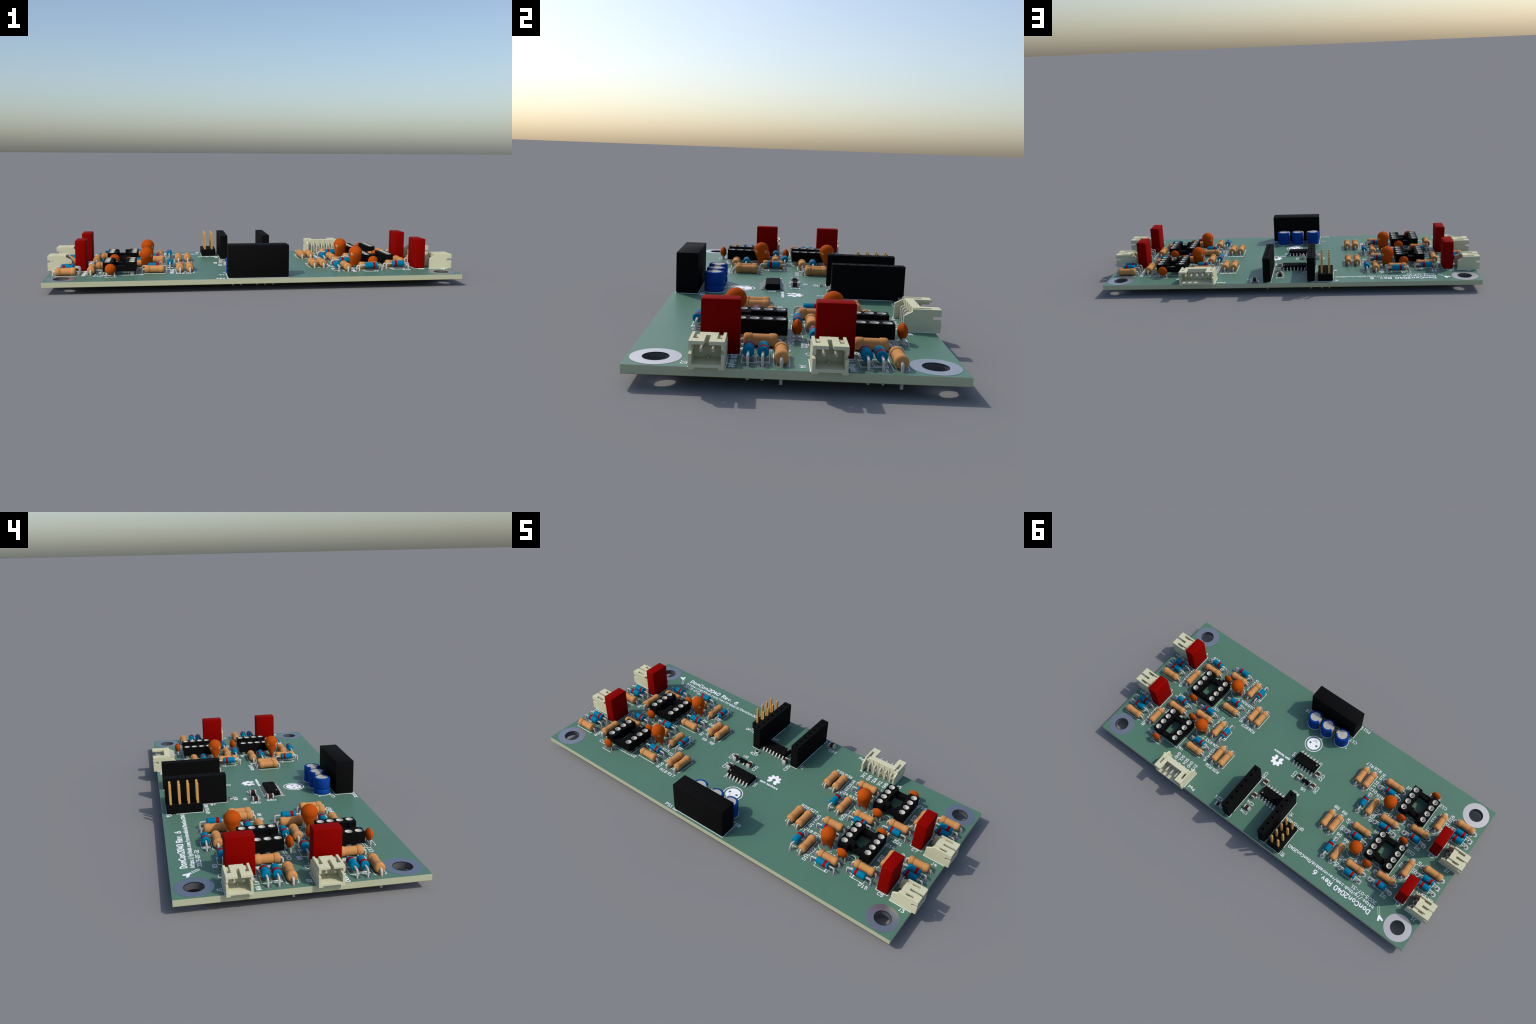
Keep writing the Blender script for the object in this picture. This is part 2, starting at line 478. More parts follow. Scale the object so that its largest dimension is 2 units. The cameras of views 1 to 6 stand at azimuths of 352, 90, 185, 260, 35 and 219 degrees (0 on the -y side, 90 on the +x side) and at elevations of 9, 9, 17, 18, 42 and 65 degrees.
b.lathe([(0.05, 2.05), (0.06, 0.1)], "sleeve", seg=seg, caps=(False, True))
def weld(me, d=0.002):
    bm = bmesh.new()
    bm.from_mesh(me)
    bmesh.ops.remove_doubles(bm, verts=bm.verts, dist=d * S)
    bmesh.ops.recalc_face_normals(bm, faces=bm.faces)
    bm.to_mesh(me)
    bm.free()
    me.shade_smooth()
    me.set_sharp_from_angle(angle=radians(38))
    return me
CAN = weld(b.mesh("sleeve", 0))
b = Build()
b.lathe([(4.6, 1.79), (4.92, 1.79)], "can", seg=48)
CAN_TOP = b.mesh("can_top", 40)
b = Build()
b.box(-1.7, 1.7, -0.035, 0.035, 4.85, 4.932, "score")
b.box(-0.033, 0.033, -1.7, 1.7, 4.85, 4.930, "score")
SCORE = b.mesh("vent_score", 0)

# turned-pin chip socket, eight contacts
b = Build()
z0, z1 = 1.15, 4.07
for x0, x1, c in ((-5.08, -2.02, -3.81), (2.02, 5.08, 3.81)):
    sheet([[(x0, -5.08), (x1, -5.08), (x1, 5.08), (x0, 5.08)]] + [ring(c, (k - 1.5) * 2.54, 0.93, 24) for k in range(4)], z0, z1, ("black", "black"), ("black",) * 5, b)
b.box(-2.1, 2.1, -4.92, -3.30, z0, 2.88, "black")
b.box(-2.1, 2.1, 2.40, 4.10, z0, 2.88, "black")
b.box(0.58, 2.1, 2.16, 4.12, z0 + 0.3, z1 - 0.004, "black")
b.box(-2.1, -1.5, 2.20, 3.50, z0 + 0.3, z1 - 0.006, "black")
b.box(1.62, 2.1, -4.55, -3.05, z0 + 0.3, z1 - 0.004, "black")
b.box(-2.1, -1.72, -4.40, -3.05, z0 + 0.3, z1 - 0.006, "black")
SOCKET = b.mesh("socket_frame", 0)
b = Build()
b.lathe([(2.9, 0.925), (4.085, 0.925), (4.085, 0.89), (3.45, 0.42), (3.25, 0.24), (2.9, 0.21)], "cup", seg=28, caps=(False, False))
CUP = b.mesh("contact_cup", 30)
b = Build()
b.lathe([(3.0, 0.0), (3.0, 0.24)], "hole", seg=16, caps=(False, False))
CUPHOLE = b.mesh("contact_bottom", 0)
b = Build()
b.lathe([(-DEEPEST, 0.15), (-DEEPEST + 0.15, 0.25), (0.0, 0.25), (0.02, 0.66), (1.2, 0.70)], "wire", seg=20)
BARREL = b.mesh("socket_pin", 35)

# cream shrouded side-entry wire connector with n contacts, 2 mm apart
def connector(n):
    half_in = (n - 1) + 1.4
    half_out = half_in + 0.55
    b = Build()
    side = [(-1.35, 0.0), (6.25, 0.0), (6.25, 2.63)]
    side += [(4.85 - 0.33 * sin(radians(a)), 2.99 - 0.36 * cos(radians(a))) for a in (0, 30, 60, 90, 120, 150, 180)]
    side += [(6.25, 3.35), (6.25, 4.80), (0.40, 4.80), (0.36, 4.25), (-1.15, 3.45), (-1.35, 3.30)]
    for sx in (-1, 1):
        x0, x1 = sorted((sx * half_in, sx * half_out))
        b.prism(side, x0, x1, "cream", "x")
    e = 0.01
    hx = half_in + 0.02
    b.box(-hx, hx, 0.9, 6.245, 0.32, 0.88, "cream")                      # floor
    for sx in (-1, 1):
        x0, x1 = sorted((sx * (half_out - 1.0), sx * hx))
        b.box(x0, x1, 1.2, 6.24, 0.004, 0.5, "cream")                    # feet
        x0, x1 = sorted((sx * (half_in - 0.82), sx * hx))
        b.box(x0, x1, 4.42, 6.243, 4.20, 4.796, "cream")                 # lid in front of slot
        b.box(x0, x1, 0.42, 2.12, 3.55, 4.32, "cream")                   # ramp behind slot
    mid = half_in - 0.82
    slot = 0.38 if n == 2 else half_out - 2.6
    for sx in (-1, 1):
        x0, x1 = sorted((sx * slot, sx * (mid + 0.001)))
        if x1 - x0 > 0.05:
            b.box(x0, x1, 2.3, 6.241, 4.202, 4.798, "cream")             # lid tongues
    b.box(-mid, mid, 0.86, 2.42, 3.4, 4.799, "cream")                    # rear beam
    b.box(-hx, hx, 1.30, 1.92, 0.3, 4.30, "cream")                       # rear wall
    b.box(-hx, hx, 0.58, 1.5, 3.25, 4.28, "cream")                       # beam over the contacts
    b.box(-mid - 0.03, mid + 0.03, 0.56, 1.5, 3.9, 4.794, "cream")
    for i in range(n + 1):                                               # pillars with a thin rib between contacts
        c = 2.0 * i - n
        x0, x1 = max(c - 0.48, -hx), min(c + 0.48, hx)
        if x1 - x0 > 0.05:
            b.box(x0, x1, 0.60, 1.5, 0.02, 3.4, "cream")
        if 0 < i < n:
            b.box(c - 0.14, c + 0.14, 0.44, 1.4, 0.03, 4.792, "cream")
    for i in range(n - 1):
        c = 2.0 * i - (n - 2)
        b.box(c - 0.12, c + 0.12, 1.8, 3.0, 0.8, 1.30, "cream")
    shell = b.mesh("connector_shell", 0, 0.03, 1)
    b = Build()
    sq = [(-0.25, -0.25), (0.25, -0.25), (0.25, 0.25), (-0.25, 0.25)]
    zc = 2.95
    path = [(0, 5.0, zc), (0, 4.8, zc), (0, 0.35, zc)]
    for k in range(1, 6):
        a = pi / 2 * k / 5
        path.append((0, 0.35 - 0.35 * sin(a), zc - 0.35 + 0.35 * cos(a)))
    path.append((0, 0, -3.2))
    b.sweep(path, sq, "wire")
    return shell, b.mesh("contact_pin", 30)
CONN2, CONN_PIN = connector(2)
CONN5, _ = connector(5)

# square-pin header and socket strip
b = Build()
def strip(n, hx, cut):
    p = []
    for i in range(n):
        y = (i - (n - 1) / 2) * 2.54
        p += [(hx - cut, y - 1.27), (hx, y - 1.27 + cut), (hx, y + 1.27 - cut), (hx - cut, y + 1.27)]
    q = [(-x, -y) for x, y in p]
    out = []
    for v in p + q:
        if not out or hypot(out[-1][0] - v[0], out[-1][1] - v[1]) > 1e-6:
            out.append(v)
    return out
b.prism(strip(4, 2.54, 0.12), 0.05, 2.5, "black")
HEADER = b.mesh("header_base", 0)
b = Build()
s1, s2 = 0.32, 0.17
sq = lambda s, z: [(-s, -s, z), (s, -s, z), (s, s, z), (-s, s, z)]
b.loft([sq(s2, -3.0), sq(s1, -2.7), sq(s1, 8.24), sq(s2, 8.54)], "gold")
HEADER_PIN = b.mesh("square_pin", 20)
b = Build()
n, hx, top = 7, 1.27, 8.5
ly = n * 1.27
b.add([(-hx, -ly, 0.05), (hx, -ly, 0.05), (hx, ly, 0.05), (-hx, ly, 0.05), (-hx, -ly, top), (hx, -ly, top), (hx, ly, top), (-hx, ly, top)],
      [(0, 3, 2, 1), (0, 1, 5, 4), (1, 2, 6, 5), (2, 3, 7, 6), (3, 0, 4, 7)], "black")
for i in range(n):
    c = (i - 3) * 2.54
    o = [(-hx, c - 1.27, top), (hx, c - 1.27, top), (hx, c + 1.27, top), (-hx, c + 1.27, top)]
    m = [(-0.42, c - 0.42, top), (0.42, c - 0.42, top), (0.42, c + 0.42, top), (-0.42, c + 0.42, top)]
    d = [(-0.30, c - 0.30, top - 0.35), (0.30, c - 0.30, top - 0.35), (0.30, c + 0.30, top - 0.35), (-0.30, c + 0.30, top - 0.35)]
    e = [(x, y, top - 3) for x, y, z in d]
    band = lambda k: [(k + j, k + (j + 1) % 4, k + 4 + (j + 1) % 4, k + 4 + j) for j in range(4)]
    b.add(o + m + d, band(0) + band(4), "black")
    b.add(d + e, band(0) + [(4, 5, 6, 7)], "hole")
PINSOCKET = b.mesh("socket_strip", 0)
b = Build()
b.box(-0.3, 0.3, -0.12, 0.12, -2.95, 0.2, "gold")
TAIL = b.mesh("contact_tail", 0)

# moulded chips with gull-wing legs
def moulded(lx, ly, zb, zm, zt, cham, name):
    b = Build()
    def r(z, ix, iy, front=0.0):
        return [(-lx / 2 + ix, -ly / 2 + iy, z), (lx / 2 - ix, -ly / 2 + iy, z), (lx / 2 - ix, ly / 2 - iy - front, z), (-lx / 2 + ix, ly / 2 - iy - front, z)]
    b.loft([r(zb, 0.09, 0.09), r(zm, 0, 0), r(zt - cham * 0.8, 0.08, 0.08), r(zt, 0.10, 0.10, cham)], "black")
    return b.mesh(name, 0, 0.02, 1)
CHIP = moulded(8.65, 3.9, 0.15, 0.9, 1.68, 0.42, "chip_body")
SMALLCHIP = moulded(2.9, 1.32, 0.08, 0.5, 1.08, 0.1, "small_chip_body")
def leg(x0, zt, reach, w, t):
    b = Build()
    path = [(0, x0 - 0.1, zt), (0, x0 + 0.18, zt), (0, x0 + 0.32, zt - 0.12), (0, x0 + 0.50, t / 2 + 0.16), (0, x0 + 0.62, t / 2 + 0.06), (0, reach, t / 2 + 0.06)]
    b.sweep(path, [(-w / 2, -t / 2), (w / 2, -t / 2), (w / 2, t / 2), (-w / 2, t / 2)], "endcap")
    return b.mesh("gull_wing_leg", 40)
LEG = leg(1.95, 0.92, 3.0, 0.43, 0.22)
SMALLLEG = leg(0.62, 0.52, 1.22, 0.42, 0.14)
b = Build()
b.lathe([(1.6, 0.27), (1.692, 0.27)], "dot", seg=20)
DOT = b.mesh("pin_one_dot", 30)

# surface-mount capacitor and resistor
b = Build()
b.box(-0.60, 0.60, -0.605, 0.605, 0.08, 1.25, "brown")
CHIPCAP = b.mesh("ceramic_block", 0, 0.04, 1)
b = Build()
b.box(0.56, 1.0, -0.63, 0.63, 0.06, 1.29, "endcap")
ENDCAP = b.mesh("end_cap", 30, 0.06, 2)
b = Build()
b.box(-0.74, 0.74, -0.40, 0.40, 0.06, 0.44, "white")
b.box(-0.50, 0.50, -0.39, 0.39, 0.42, 0.475, "black")
CHIPRES = b.mesh("chip_resistor_body", 0)
b = Build()
b.box(0.50, 0.80, -0.41, 0.41, 0.05, 0.49, "endcap")
RESCAP = b.mesh("end_cap", 0, 0.03, 1)

# encapsulated power converter brick
b = Build()
b.box(-9.33, 9.33, -2.68, 2.68, 0.22, 10.08, "black")
BRICK = b.mesh("converter_case", 35, 0.12, 2)
b = Build()
for sx in (-1, 1):
    for sy in (-1, 1):
        b.box(sx * 8.75 - 0.45, sx * 8.75 + 0.45, sy * 2.2 - 0.35, sy * 2.2 + 0.35, 0.05, 0.4, "black")
STANDOFF = b.mesh("standoff_feet", 0)
b = Build()
b.box(-0.25, 0.25, -0.15, 0.15, -2.9, 0.5, "wire")
BRICK_PIN = b.mesh("flat_pin", 0)

# pads
def pad_mesh(kind, r_hole, half, name="solder_pad", top=0.055, mat="pad"):
    b = Build()
    n = 32
    inner = circle(r_hole, n)
    if kind == "round":
        outer = circle(half, n)
    else:
        outer = []
        for x, y in circle(1, n):
            k = half / max(abs(x), abs(y))
            outer.append((x * k, y * k))
    for t0, t1 in ((0.0, top), (-THICK - 0.05, -THICK)):
        v = [(x, y, t1) for x, y in inner] + [(x, y, t1) for x, y in outer] + [(x, y, t0) for x, y in inner] + [(x, y, t0) for x, y in outer]
        f = []
        for i in range(n):
            j = (i + 1) % n
            f += [(i, n + i, n + j, j), (2 * n + i, 2 * n + j, 3 * n + j, 3 * n + i), (n + i, 3 * n + i, 3 * n + j, n + j), (i, j, 2 * n + j, 2 * n + i)]
        b.add(v, f, mat)
    return b.mesh(name, 0)
PADMESH = {"round": pad_mesh("round", 0.40, 0.80), "square": pad_mesh("square", 0.40, 0.80)}
def land_mesh(hx, hy):
    b = Build()
    b.box(-hx, hx, -hy, hy, 0.0, 0.05, "pad")
    return b.mesh("solder_land", 0)
LANDMESH = {}

BOARD = None
def pad(shape, x, y, rot, px, py=0.0, hole=0.40):
    X, Y = local(x, y, rot, px, py)
    PADS.append((shape, X, Y, rot))
    HOLES.append((X, Y, hole))
def land(hx, hy, x, y, rot, px, py):
    X, Y = local(x, y, rot, px, py)
    PADS.append(((hx, hy), X, Y, rot))

# -------------------------------------------------------- placing components
def resistor(x, y, rot):
    o = place("resistor", RES, x, y, rot)
    for r in (0, 180):
        place("resistor_lead", RES_LEAD, rot=r, parent=o)
        pad("round", x, y, rot + r, 3.81)
    for sy in (-1, 1):
        line(x, y, rot, [(-3.27, sy * 1.04), (-3.27, sy * 1.37), (3.27, sy * 1.37), (3.27, sy * 1.04)])

def diode(x, y, rot):
    o = place("diode", DIODE, x, y, rot)
    place("diode_band", BAND, parent=o)
    for r in (0, 180):
        place("diode_lead", DIODE_LEAD, rot=r, parent=o)
    pad("square", x, y, rot, -3.81)
    pad("round", x, y, rot, 3.81)
    line(x, y, rot, [(-2.12, -1.12), (2.12, -1.12), (2.12, 1.12), (-2.12, 1.12), (-2.12, -1.12)])
    line(x, y, rot, [(-2.77, 0), (-2.12, 0)])
    line(x, y, rot, [(2.12, 0), (2.77, 0)])
    line(x, y, rot, [(-1.42, -1.1), (-1.42, 1.1)], 0.34)

def disc_capacitor(x, y, rot):
    o = place("disc_capacitor", DISC, x, y, rot)
    for r in (0, 180):
        place("disc_capacitor_lead", DISC_LEAD, rot=r, parent=o)
        pad("round", x, y, rot + r, 1.25)
    for sy in (-1, 1):
        line(x, y, rot, [(-1.82, sy * 0.93), (-1.82, sy * 1.17), (1.82, sy * 1.17), (1.82, sy * 0.93)])

def tantalum_capacitor(x, y, rot):
    o = place("tantalum_capacitor", TANT, x, y, rot)
    place("tantalum_capacitor_polarity_mark", PLUS, parent=o)
    for px in (-1.25, 1.25):
        place("tantalum_capacitor_lead", PIN25, px, 0, parent=o)
    pad("square", x, y, rot, 1.25)
    pad("round", x, y, rot, -1.25)
    for a0, a1 in ((22, 158), (202, 338)):
        line(x, y, rot, arc(0, 0, 2.43, a0, a1, 18))
    line(x, y, rot, [(2.1, -1.9), (2.1, -2.5)])
    line(x, y, rot, [(1.8, -2.2), (2.4, -2.2)])

def film_capacitor(x, y, rot):
    o = place("film_capacitor", FILM, x, y, rot)
    for py in (-2.5, 2.5):
        place("film_capacitor_lead", FILM_PIN, 0, py, parent=o)
        pad("round", x, y, rot, 0, py)
    line(x, y, rot, [(-1.86, -3.62), (1.86, -3.62), (1.86, 3.62), (-1.86, 3.62), (-1.86, -3.62)])

def electrolytic_capacitor(x, y, rot):
    o = place("electrolytic_capacitor", CAN, x, y, rot)
    place("electrolytic_capacitor_top", CAN_TOP, parent=o)
    place("electrolytic_capacitor_vent", SCORE, parent=o)
    for px in (-1, 1):
        place("electrolytic_capacitor_lead", PIN25, px, 0, parent=o)
        pad("round", x, y, rot, px)
    line(x, y, rot, arc(0, 0, 2.62, 0, 360, 40))

def chip_socket(x, y, rot):
    o = place("chip_socket", SOCKET, x, y, rot)
    for sx in (-1, 1):
        for k in range(4):
            py = (k - 1.5) * 2.54
            place("chip_socket_contact", CUP, sx * 3.81, py, parent=o)
            place("chip_socket_contact_bottom", CUPHOLE, sx * 3.81, py, parent=o)
            place("chip_socket_pin", BARREL, sx * 3.81, py, parent=o)
            pad("round", x, y, rot, sx * 3.81, py)
    line(x, y, rot, [(-5.2, -5.2), (5.2, -5.2), (5.2, 5.2), (-5.2, 5.2), (-5.2, -5.2)])
    line(x, y, rot, [(-2.65, -5.08), (-2.65, 5.08)])
    line(x, y, rot, [(2.65, 5.08), (2.65, -5.08)])
    line(x, y, rot, [(-2.65, 5.08), (-1.0, 5.08)])
    line(x, y, rot, [(1.0, 5.08), (2.65, 5.08)])
    line(x, y, rot, arc(0, 5.08, 1.0, 180, 360, 14))

def wire_connector(x, y, rot, n):
    o = place("wire_connector", CONN2 if n == 2 else CONN5, x, y, rot)
    for i in range(n):
        px = 2.0 * i - (n - 1)
        place("wire_connector_pin", CONN_PIN, px, 0, parent=o)
        pad("round", x, y, rot, px)
    h = n + 0.95 + 0.14
    for sx in (-1, 1):
        line(x, y, rot, [(sx * h, 5.1), (sx * h, -1.49), (sx * (h - 0.85), -1.49)])

def pin_header(x, y, rot):
    o = place("pin_header", HEADER, x, y, rot)
    for sx in (-1, 1):
        for k in range(4):
            place("pin_header_pin", HEADER_PIN, sx * 1.27, (k - 1.5) * 2.54, parent=o)
            pad("round", x, y, rot, sx * 1.27, (k - 1.5) * 2.54)
    line(x, y, rot, [(-2.6, 5.2), (2.6, 5.2)])
    line(x, y, rot, [(2.6, 5.2), (2.6, -5.2), (-2.6, -5.2), (-2.6, 2.5)])
    line(x, y, rot, [(-2.6, 4.0), (-2.6, 5.2)])

def pin_socket(x, y, rot):
    o = place("pin_socket", PINSOCKET, x, y, rot)
    for k in range(7):
        place("pin_socket_tail", TAIL, 0, (k - 3) * 2.54, parent=o)
        pad("round", x, y, rot, 0, (k - 3) * 2.54)
    line(x, y, rot, [(-1.38, 6.3), (-1.38, -9.0), (1.38, -9.0), (1.38, 6.3)])
    line(x, y, rot, [(-1.38, 7.5), (-1.38, 9.0), (0.0, 9.0)])
    line(x, y, rot, [(1.38, 7.5), (1.38, 9.0)])

def integrated_circuit(x, y, rot):
    o = place("integrated_circuit", CHIP, x, y, rot)
    place("integrated_circuit_dot", DOT, 3.65, 1.0, parent=o)
    for r in (0, 180):
        for k in range(7):
            px = (k - 3) * 1.27
            ax, ay = local(0, 0, r, px, 0)
            place("integrated_circuit_leg", LEG, ax, ay, r, parent=o)
            land(0.30, 0.98, x, y, rot + r, px, 2.48)
    line(x, y, rot, [(4.45, -1.95), (4.45, 3.45)])
    line(x, y, rot, [(-4.45, -1.95), (-4.45, 1.95)])

def small_transistor(x, y, rot):
    o = place("voltage_regulator", SMALLCHIP, x, y, rot)
    for px, r in ((0, 0), (-0.95, 180), (0.95, 180)):
        place("voltage_regulator_leg", SMALLLEG, px, 0, r, parent=o)
        land(0.30, 0.66, x, y, rot, px, 1.0 if r == 0 else -1.0)
    line(x, y, rot, [(-1.56, -1.7), (-1.56, 0.7)])
    line(x, y, rot, [(1.56, -0.7), (1.56, 0.7)])

def chip_capacitor(x, y, rot):
    o = place("chip_capacitor", CHIPCAP, x, y, rot)
    for r in (0, 180):
        place("chip_capacitor_end", ENDCAP, rot=r, parent=o)
        land(0.52, 0.73, x, y, rot + r, 0.98, 0)
        line(x, y, rot + r, [(-0.26, 0.735), (0.26, 0.735)])

def chip_resistor(x, y, rot):
    o = place("chip_resistor", CHIPRES, x, y, rot)
    for r in (0, 180):
        place("chip_resistor_end", RESCAP, rot=r, parent=o)
        land(0.42, 0.48, x, y, rot + r, 0.84, 0)
        line(x, y, rot + r, [(-0.24, 0.52), (0.24, 0.52)])

def power_module(x, y, rot):
    o = place("power_module", BRICK, x, y, rot)
    place("power_module_feet", STANDOFF, parent=o)
    for k in (0, 1, 3, 4, 5):
        place("power_module_pin", BRICK_PIN, -7.62 + 2.54 * k, 1.2, parent=o)
        pad("round", x, y, rot, -7.62 + 2.54 * k, 1.2)
    line(x, y, rot, [(-9.45, -2.78), (9.45, -2.78), (9.45, 2.8), (-9.45, 2.8), (-9.45, -2.78)])
    line(x, y, rot, [(-9.75, -1.5), (-9.75, -3.05), (-8.2, -3.05)])

# one analogue channel, in the frame of the lower left one (yc from board centre)
def channel(sign, dy):
    def at(x, yc):
        return sign * x, sign * (yc + dy) + YC
    t = 0 if sign > 0 else 180
    for x, yc, r in ((-20.84, 8.03, 90), (-24.0, 8.03, 90), (-32.17, 4.36, 0), (-30.33, 15.70, 90), (-37.9, 16.35, 0),
                     (-47.97, 13.19, 0), (-51.83, 6.22, 90), (-59.41, 2.44, 0)):
        resistor(*at(x, yc), r + t)
    for x, yc, r in ((-32.18, 7.515, 180), (-27.15, 15.77, 90), (-37.9, 19.25, 0), (-47.98, 16.36, 180), (-59.41, 5.6, 0), (-59.42, 8.09, 180)):
        diode(*at(x, yc), r + t)
    disc_capacitor(*at(-40.45, 13.28), t)
    disc_capacitor(*at(-45.56, -0.60), t)
    tantalum_capacitor(*at(-34.7, 11.88), t)
    film_capacitor(*at(-55.6, 13.27), t)
    chip_socket(*at(-42.97, 6.33), t)
    wire_connector(*at(-60.0, 14.74), 90 + t, 2)
for sign in (1, -1):
    for dy in (0.0, -PITCH):
        channel(sign, dy)

# middle of the board
pin_socket(-7.65, 18.33, 0)
pin_socket(7.49, 18.36, 0)
pin_header(-12.65, 22.07, 0)
wire_connector(31.62, 23.28, 0, 5)
integrated_circuit(-1.33, 12.80, 0)
integrated_circuit(-2.68, -4.90, 180)
small_transistor(-6.72, 1.05, 0)
for x, y, r in ((11.80, 26.15, 0), (3.38, 21.02, 0), (4.12, 9.72, 90), (4.15, 16.05, 90), (-3.98, 0.92, 90), (-9.62, 1.0, 90), (-8.45, -3.60, 90)):
    chip_capacitor(x, y, r)
chip_resistor(-6.19, 7.95, 0)
power_module(-0.40, -25.98, 0)
electrolytic_capacitor(4.6, -19.65, 180)
electrolytic_capacitor(-0.93, -19.65, 180)
electrolytic_capacitor(-7.17, -19.65, 0)

# ------------------------------------------------------------ printed legends
LEFT_A = [("R8", -20.86, 1.98, 0), ("R9", -24.05, 2.0, 0), ("R7", -26.67, 3.76, 90), ("D5", -26.59, 6.97, 90), ("D6", -27.18, 9.6, 0), ("R6", -30.31, 9.74, 0),
          ("R4", -32.5, 15.78, 90), ("D4", -32.45, 18.59, 90), ("U1", -36.52, 1.05, 0), ("C9", -37.43, 13.52, 0), ("C10", -49.63, 0.05, 0), ("R2", -49.59, 5.63, 90),
          ("R3", -49.97, 10.41, 90), ("D3", -50.59, 17.8, 0), ("R1", -54.04, 1.72, 90), ("D1", -54.1, 4.87, 90), ("D2", -54.0, 7.7, 90), ("C1", -55.7, 17.2, 0), ("J1", -62.55, 18.2, 0)]
LEFT_B = [("R17", -20.8, -18.1, 0), ("R18", -24.07, -18.15, 0), ("R16", -26.75, -16.86, 90), ("D11", -26.55, -13.2, 90), ("D12", -27.14, -10.7, 0), ("R15", -30.37, -10.3, 0),
          ("R13", -32.62, -4.76, 90), ("D10", -32.55, -1.91, 90), ("U2", -36.49, -18.96, 0), ("C11", -37.43, -6.65, 0), ("C12", -49.55, -20.25, 0), ("R11", -49.5, -14.49, 90),
          ("R12", -49.85, -9.79, 90), ("D9", -50.5, -2.4, 0), ("R10", -54.04, -18.3, 90), ("D7", -54.0, -15.3, 90), ("D8", -54.0, -12.5, 90), ("C3", -55.6, -3.1, 0), ("J2", -62.6, -1.85, 0)]
RIGHT_A = [("R26", 20.92, -3.1, 0), ("R27", 23.98, -3.1, 0), ("R25", 26.45, -4.8, 90), ("D17", 26.45, -7.88, 90), ("D18", 27.14, -10.6, 0), ("R24", 30.3, -10.6, 0),
           ("R22", 32.47, -16.62, 90), ("D16", 32.3, -19.7, 90), ("U3", 36.45, -2.2, 0), ("C13", 37.4, -14.6, 0), ("C14", 49.46, -1.09, 0), ("R20", 49.5, -6.93, 90), ("R21", 49.9, -11.4, 90),
           ("D15", 50.53, -18.68, 0), ("R19", 54.0, -2.6, 90), ("D13", 54.1, -5.9, 90), ("D14", 54.1, -8.9, 90), ("C5", 55.68, -18.21, 0), ("J3", 62.7, -19.3, 0)]
RIGHT_B = [("R35", 20.94, 17.0, 0), ("R36", 24.11, 17.0, 0), ("R34", 26.6, 15.23, 90), ("D23", 26.65, 12.07, 90), ("D24", 27.15, 9.5, 0), ("R33", 30.33, 9.5, 0), ("R31", 32.47, 2.99, 90),
           ("D22", 32.3, 0.26, 90), ("U4", 36.49, 17.85, 0), ("C15", 37.4, 5.6, 0), ("C16", 49.47, 19.15, 0), ("R29", 49.49, 13.4, 90), ("R30", 49.9, 8.9, 90), ("D21", 50.52, 1.38, 0),
           ("R28", 53.95, 17.9, 90), ("D19", 54.1, 14.6, 90), ("D20", 54.1, 11.6, 90), ("C7", 55.7, 1.95, 0), ("J4", 62.53, 0.67, 0)]
MIDDLE = [("C23", 13.3, 24.2, 0), ("C25", 6.15, 7.64, 90), ("C24", 3.65, 18.91, 0), ("C26", 3.45, 22.75, 0), ("J7", 9.97, 10.96, 90), ("J6", -10.15, 13.54, 90), ("J8", -16.4, 26.5, 90),
          ("R37", -6.37, 6.5, 0), ("U6", -7.56, 3.88, 0), ("C20", -11.4, 1.24, 90), ("C22", -10.2, -3.63, 90), ("C21", -1.8, 1.18, 90), ("U5", 2.75, -5.0, 90), ("U7", -5.1, 17.2, 0),
          ("PS1", -12.05, -28.5, 0), ("C17", -10.7, -22.0, 0), ("C18", 9.0, -22.1, 0), ("C19", -3.9, -22.0, 0), ("J5", 39.2, 22.9, 0), ("Pad", 23.4, 27.12, 0), ("GPIO/ADC", -13.0, 15.75, 0),
          ("3V3", 27.7, 20.55, 90), ("GND", 29.65, 20.62, 90), ("SDA", 31.6, 20.62, 90), ("SCL", 33.55, 20.6, 90), ("GND", 35.48, 20.62, 90)]
for group in (LEFT_A, LEFT_B, RIGHT_A, RIGHT_B, MIDDLE):
    for s, x, y, r in group:
        text(labels, s, x, y, r)
text(labels, "KA Left", -61.3, 9.8, 0)
text(labels, "DON Left", -61.2, -10.1, 0)
text(labels, "KA Right", 60.9, 9.05, 0)
text(labels, "DON Right", 60.6, -11.2, 0)
text(titles, "DonCon2040 Rev. 6", -39.05, 25.02, 0, 1.5, 0.3, length=22.0)
text(titles, "https://github.com/ravinrabbid/DonCon2040", -33.2, 22.95, 0, 1.0, 0.17, length=34.1)
text(titles, "2023-07-31", -45.4, 21.27, 0, 1.0, 0.15, length=9.5)
text(logos, "open hardware", 6.3, -2.25, 0, 0.78, 0.16, length=6.7)
line(-7.17, -19.65, 0, [(-3.0, 1.2), (-3.0, 1.7)])
line(-7.17, -19.65, 0, [(-3.25, 1.45), (-2.75, 1.45)])

# open gear emblem: eight teeth, the lowest one cut away
gx, gy = 6.32, 0.52
gear = arc(0, 0, 0.58, -66, 246, 22)
gear = [(x, y) for x, y in gear]
outer = []
for k in range(7):
    c = 90 + (k - 3) * -45        # from left-below round over the top
    for da, r in ((17, 1.72), (8.5, 2.27), (-8.5, 2.27), (-17, 1.72)):
        outer.append((r * cos(radians(c + da)), r * sin(radians(c + da))))
outer = [(1.72 * cos(radians(249)), 1.72 * sin(radians(249)))] + outer + [(1.72 * cos(radians(-69)), 1.72 * sin(radians(-69)))]
logos.patch([(gx + x, gy + y) for x, y in reversed(gear + outer)])

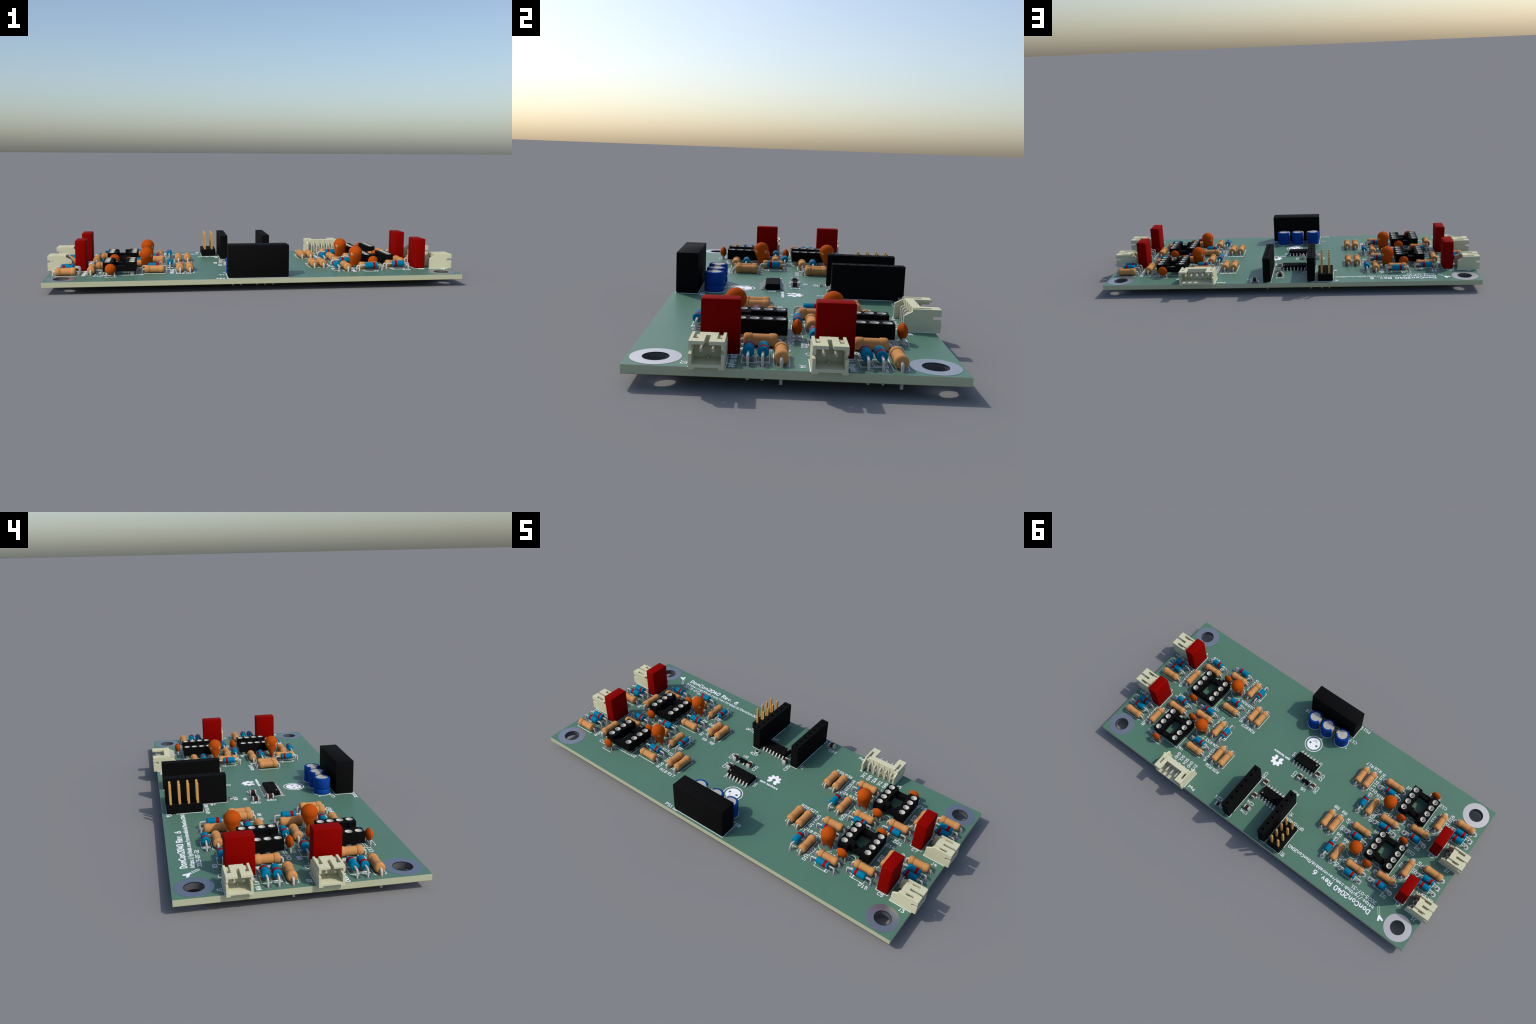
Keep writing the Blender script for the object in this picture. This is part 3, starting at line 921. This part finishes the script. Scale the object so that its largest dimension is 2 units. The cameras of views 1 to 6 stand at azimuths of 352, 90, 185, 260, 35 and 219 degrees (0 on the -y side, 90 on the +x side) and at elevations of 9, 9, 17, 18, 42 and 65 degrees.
# round plain face in a ring, with two eyes and a small mouth
fx, fy = 0.0, -12.6
logos.stroke([(fx + x, fy + y) for x, y in arc(0, 0, 3.06, 0, 360, 56)], 0.22)
sheet([ring(fx, fy, 2.37, 48), ring(fx - 1.32, fy + 0.2, 0.44, 20), ring(fx + 1.32, fy + 0.2, 0.44, 20)], -0.02, 0.06, ("silk", "silk"), ("silk",) * 3, logos.b)
for pts in ([(-0.75, -0.85), (-0.35, -1.15), (0.35, -1.15), (0.75, -0.85)], [(-0.45, -1.15), (-0.35, -1.65), (0.35, -1.65), (0.45, -1.15)]):
    logos.stroke([(fx + x, fy + y) for x, y in pts], 0.09, "mask", 0.03)

# drum-stick emblem
def capsule(p, q, r, n=8):
    a = atan2(q[1] - p[1], q[0] - p[0])
    out = [(q[0] + r * cos(a - pi / 2 + pi * k / n), q[1] + r * sin(a - pi / 2 + pi * k / n)) for k in range(n + 1)]
    out += [(p[0] + r * cos(a + pi / 2 + pi * k / n), p[1] + r * sin(a + pi / 2 + pi * k / n)) for k in range(n + 1)]
    return out
c = capsule((-51.55, 21.65), (-53.2, 23.85), 0.30)
logos.stroke(c + c[:1], 0.09)
logos.patch(capsule((-53.35, 24.0), (-53.75, 25.25), 0.33))
logos.patch(capsule((-53.35, 24.0), (-54.75, 24.5), 0.33))

# ------------------------------------------------------------------ the board
MOUNT = [(sx * 60.0, YC + sy * 24.0) for sx in (-1, 1) for sy in (-1, 1)]
seen, drilled = set(), []
for x, y, r in HOLES:
    key = (round(x, 2), round(y, 2))
    if key not in seen:
        seen.add(key)
        drilled.append((x, y, r))
rim = [(BX0, BY0), (BX1, BY0), (BX1, BY1), (BX0, BY1)]
loops = [rim] + [ring(x, y, r, 12) for x, y, r in drilled] + [ring(x, y, 2.25, 40) for x, y in MOUNT]
b = Build()
sheet(loops, -THICK + 0.06, 0.0, ("mask", "mask"), ["core"] + ["bore"] * (len(loops) - 1), b)
BOARD = place("board_panel", b.mesh("board_panel", 0))
b = Build()
sheet([rim] + loops[1:], -THICK, -THICK + 0.058, ("mask", "mask"), ["copper"] + ["bore"] * (len(loops) - 1), b)
place("board_panel_underside", b.mesh("board_panel_underside", 0), parent=BOARD)

RINGMESH = pad_mesh("round", 2.25, 4.5, "mounting_ring", 0.05)
b = Build()
n = 48
b.lathe([(-0.06, 2.235), (0.07, 2.235), (0.07, 2.37), (0.02, 2.38)], "rim", seg=n, caps=(False, False))
b.lathe([(-THICK + 0.02, 2.243), (-0.05, 2.243)], "bore", seg=n, caps=(False, False))
RIMMESH = b.mesh("bore_rim", 30)
for x, y in MOUNT:
    o = place("mounting_ring", RINGMESH, x, y)
    place("mounting_ring_bore", RIMMESH, parent=o)
for shape, x, y, r in PADS:
    if isinstance(shape, str):
        place("solder_pad", PADMESH[shape], x, y, r)
    else:
        if shape not in LANDMESH:
            LANDMESH[shape] = land_mesh(*shape)
        place("solder_land", LANDMESH[shape], x, y, r)

for name, pen in (("outline_marks", outlines), ("reference_lettering", labels), ("title_lettering", titles), ("printed_emblems", logos)):
    o = place(name, pen.b.mesh(name, 0))
    o["kind"] = "stuff"
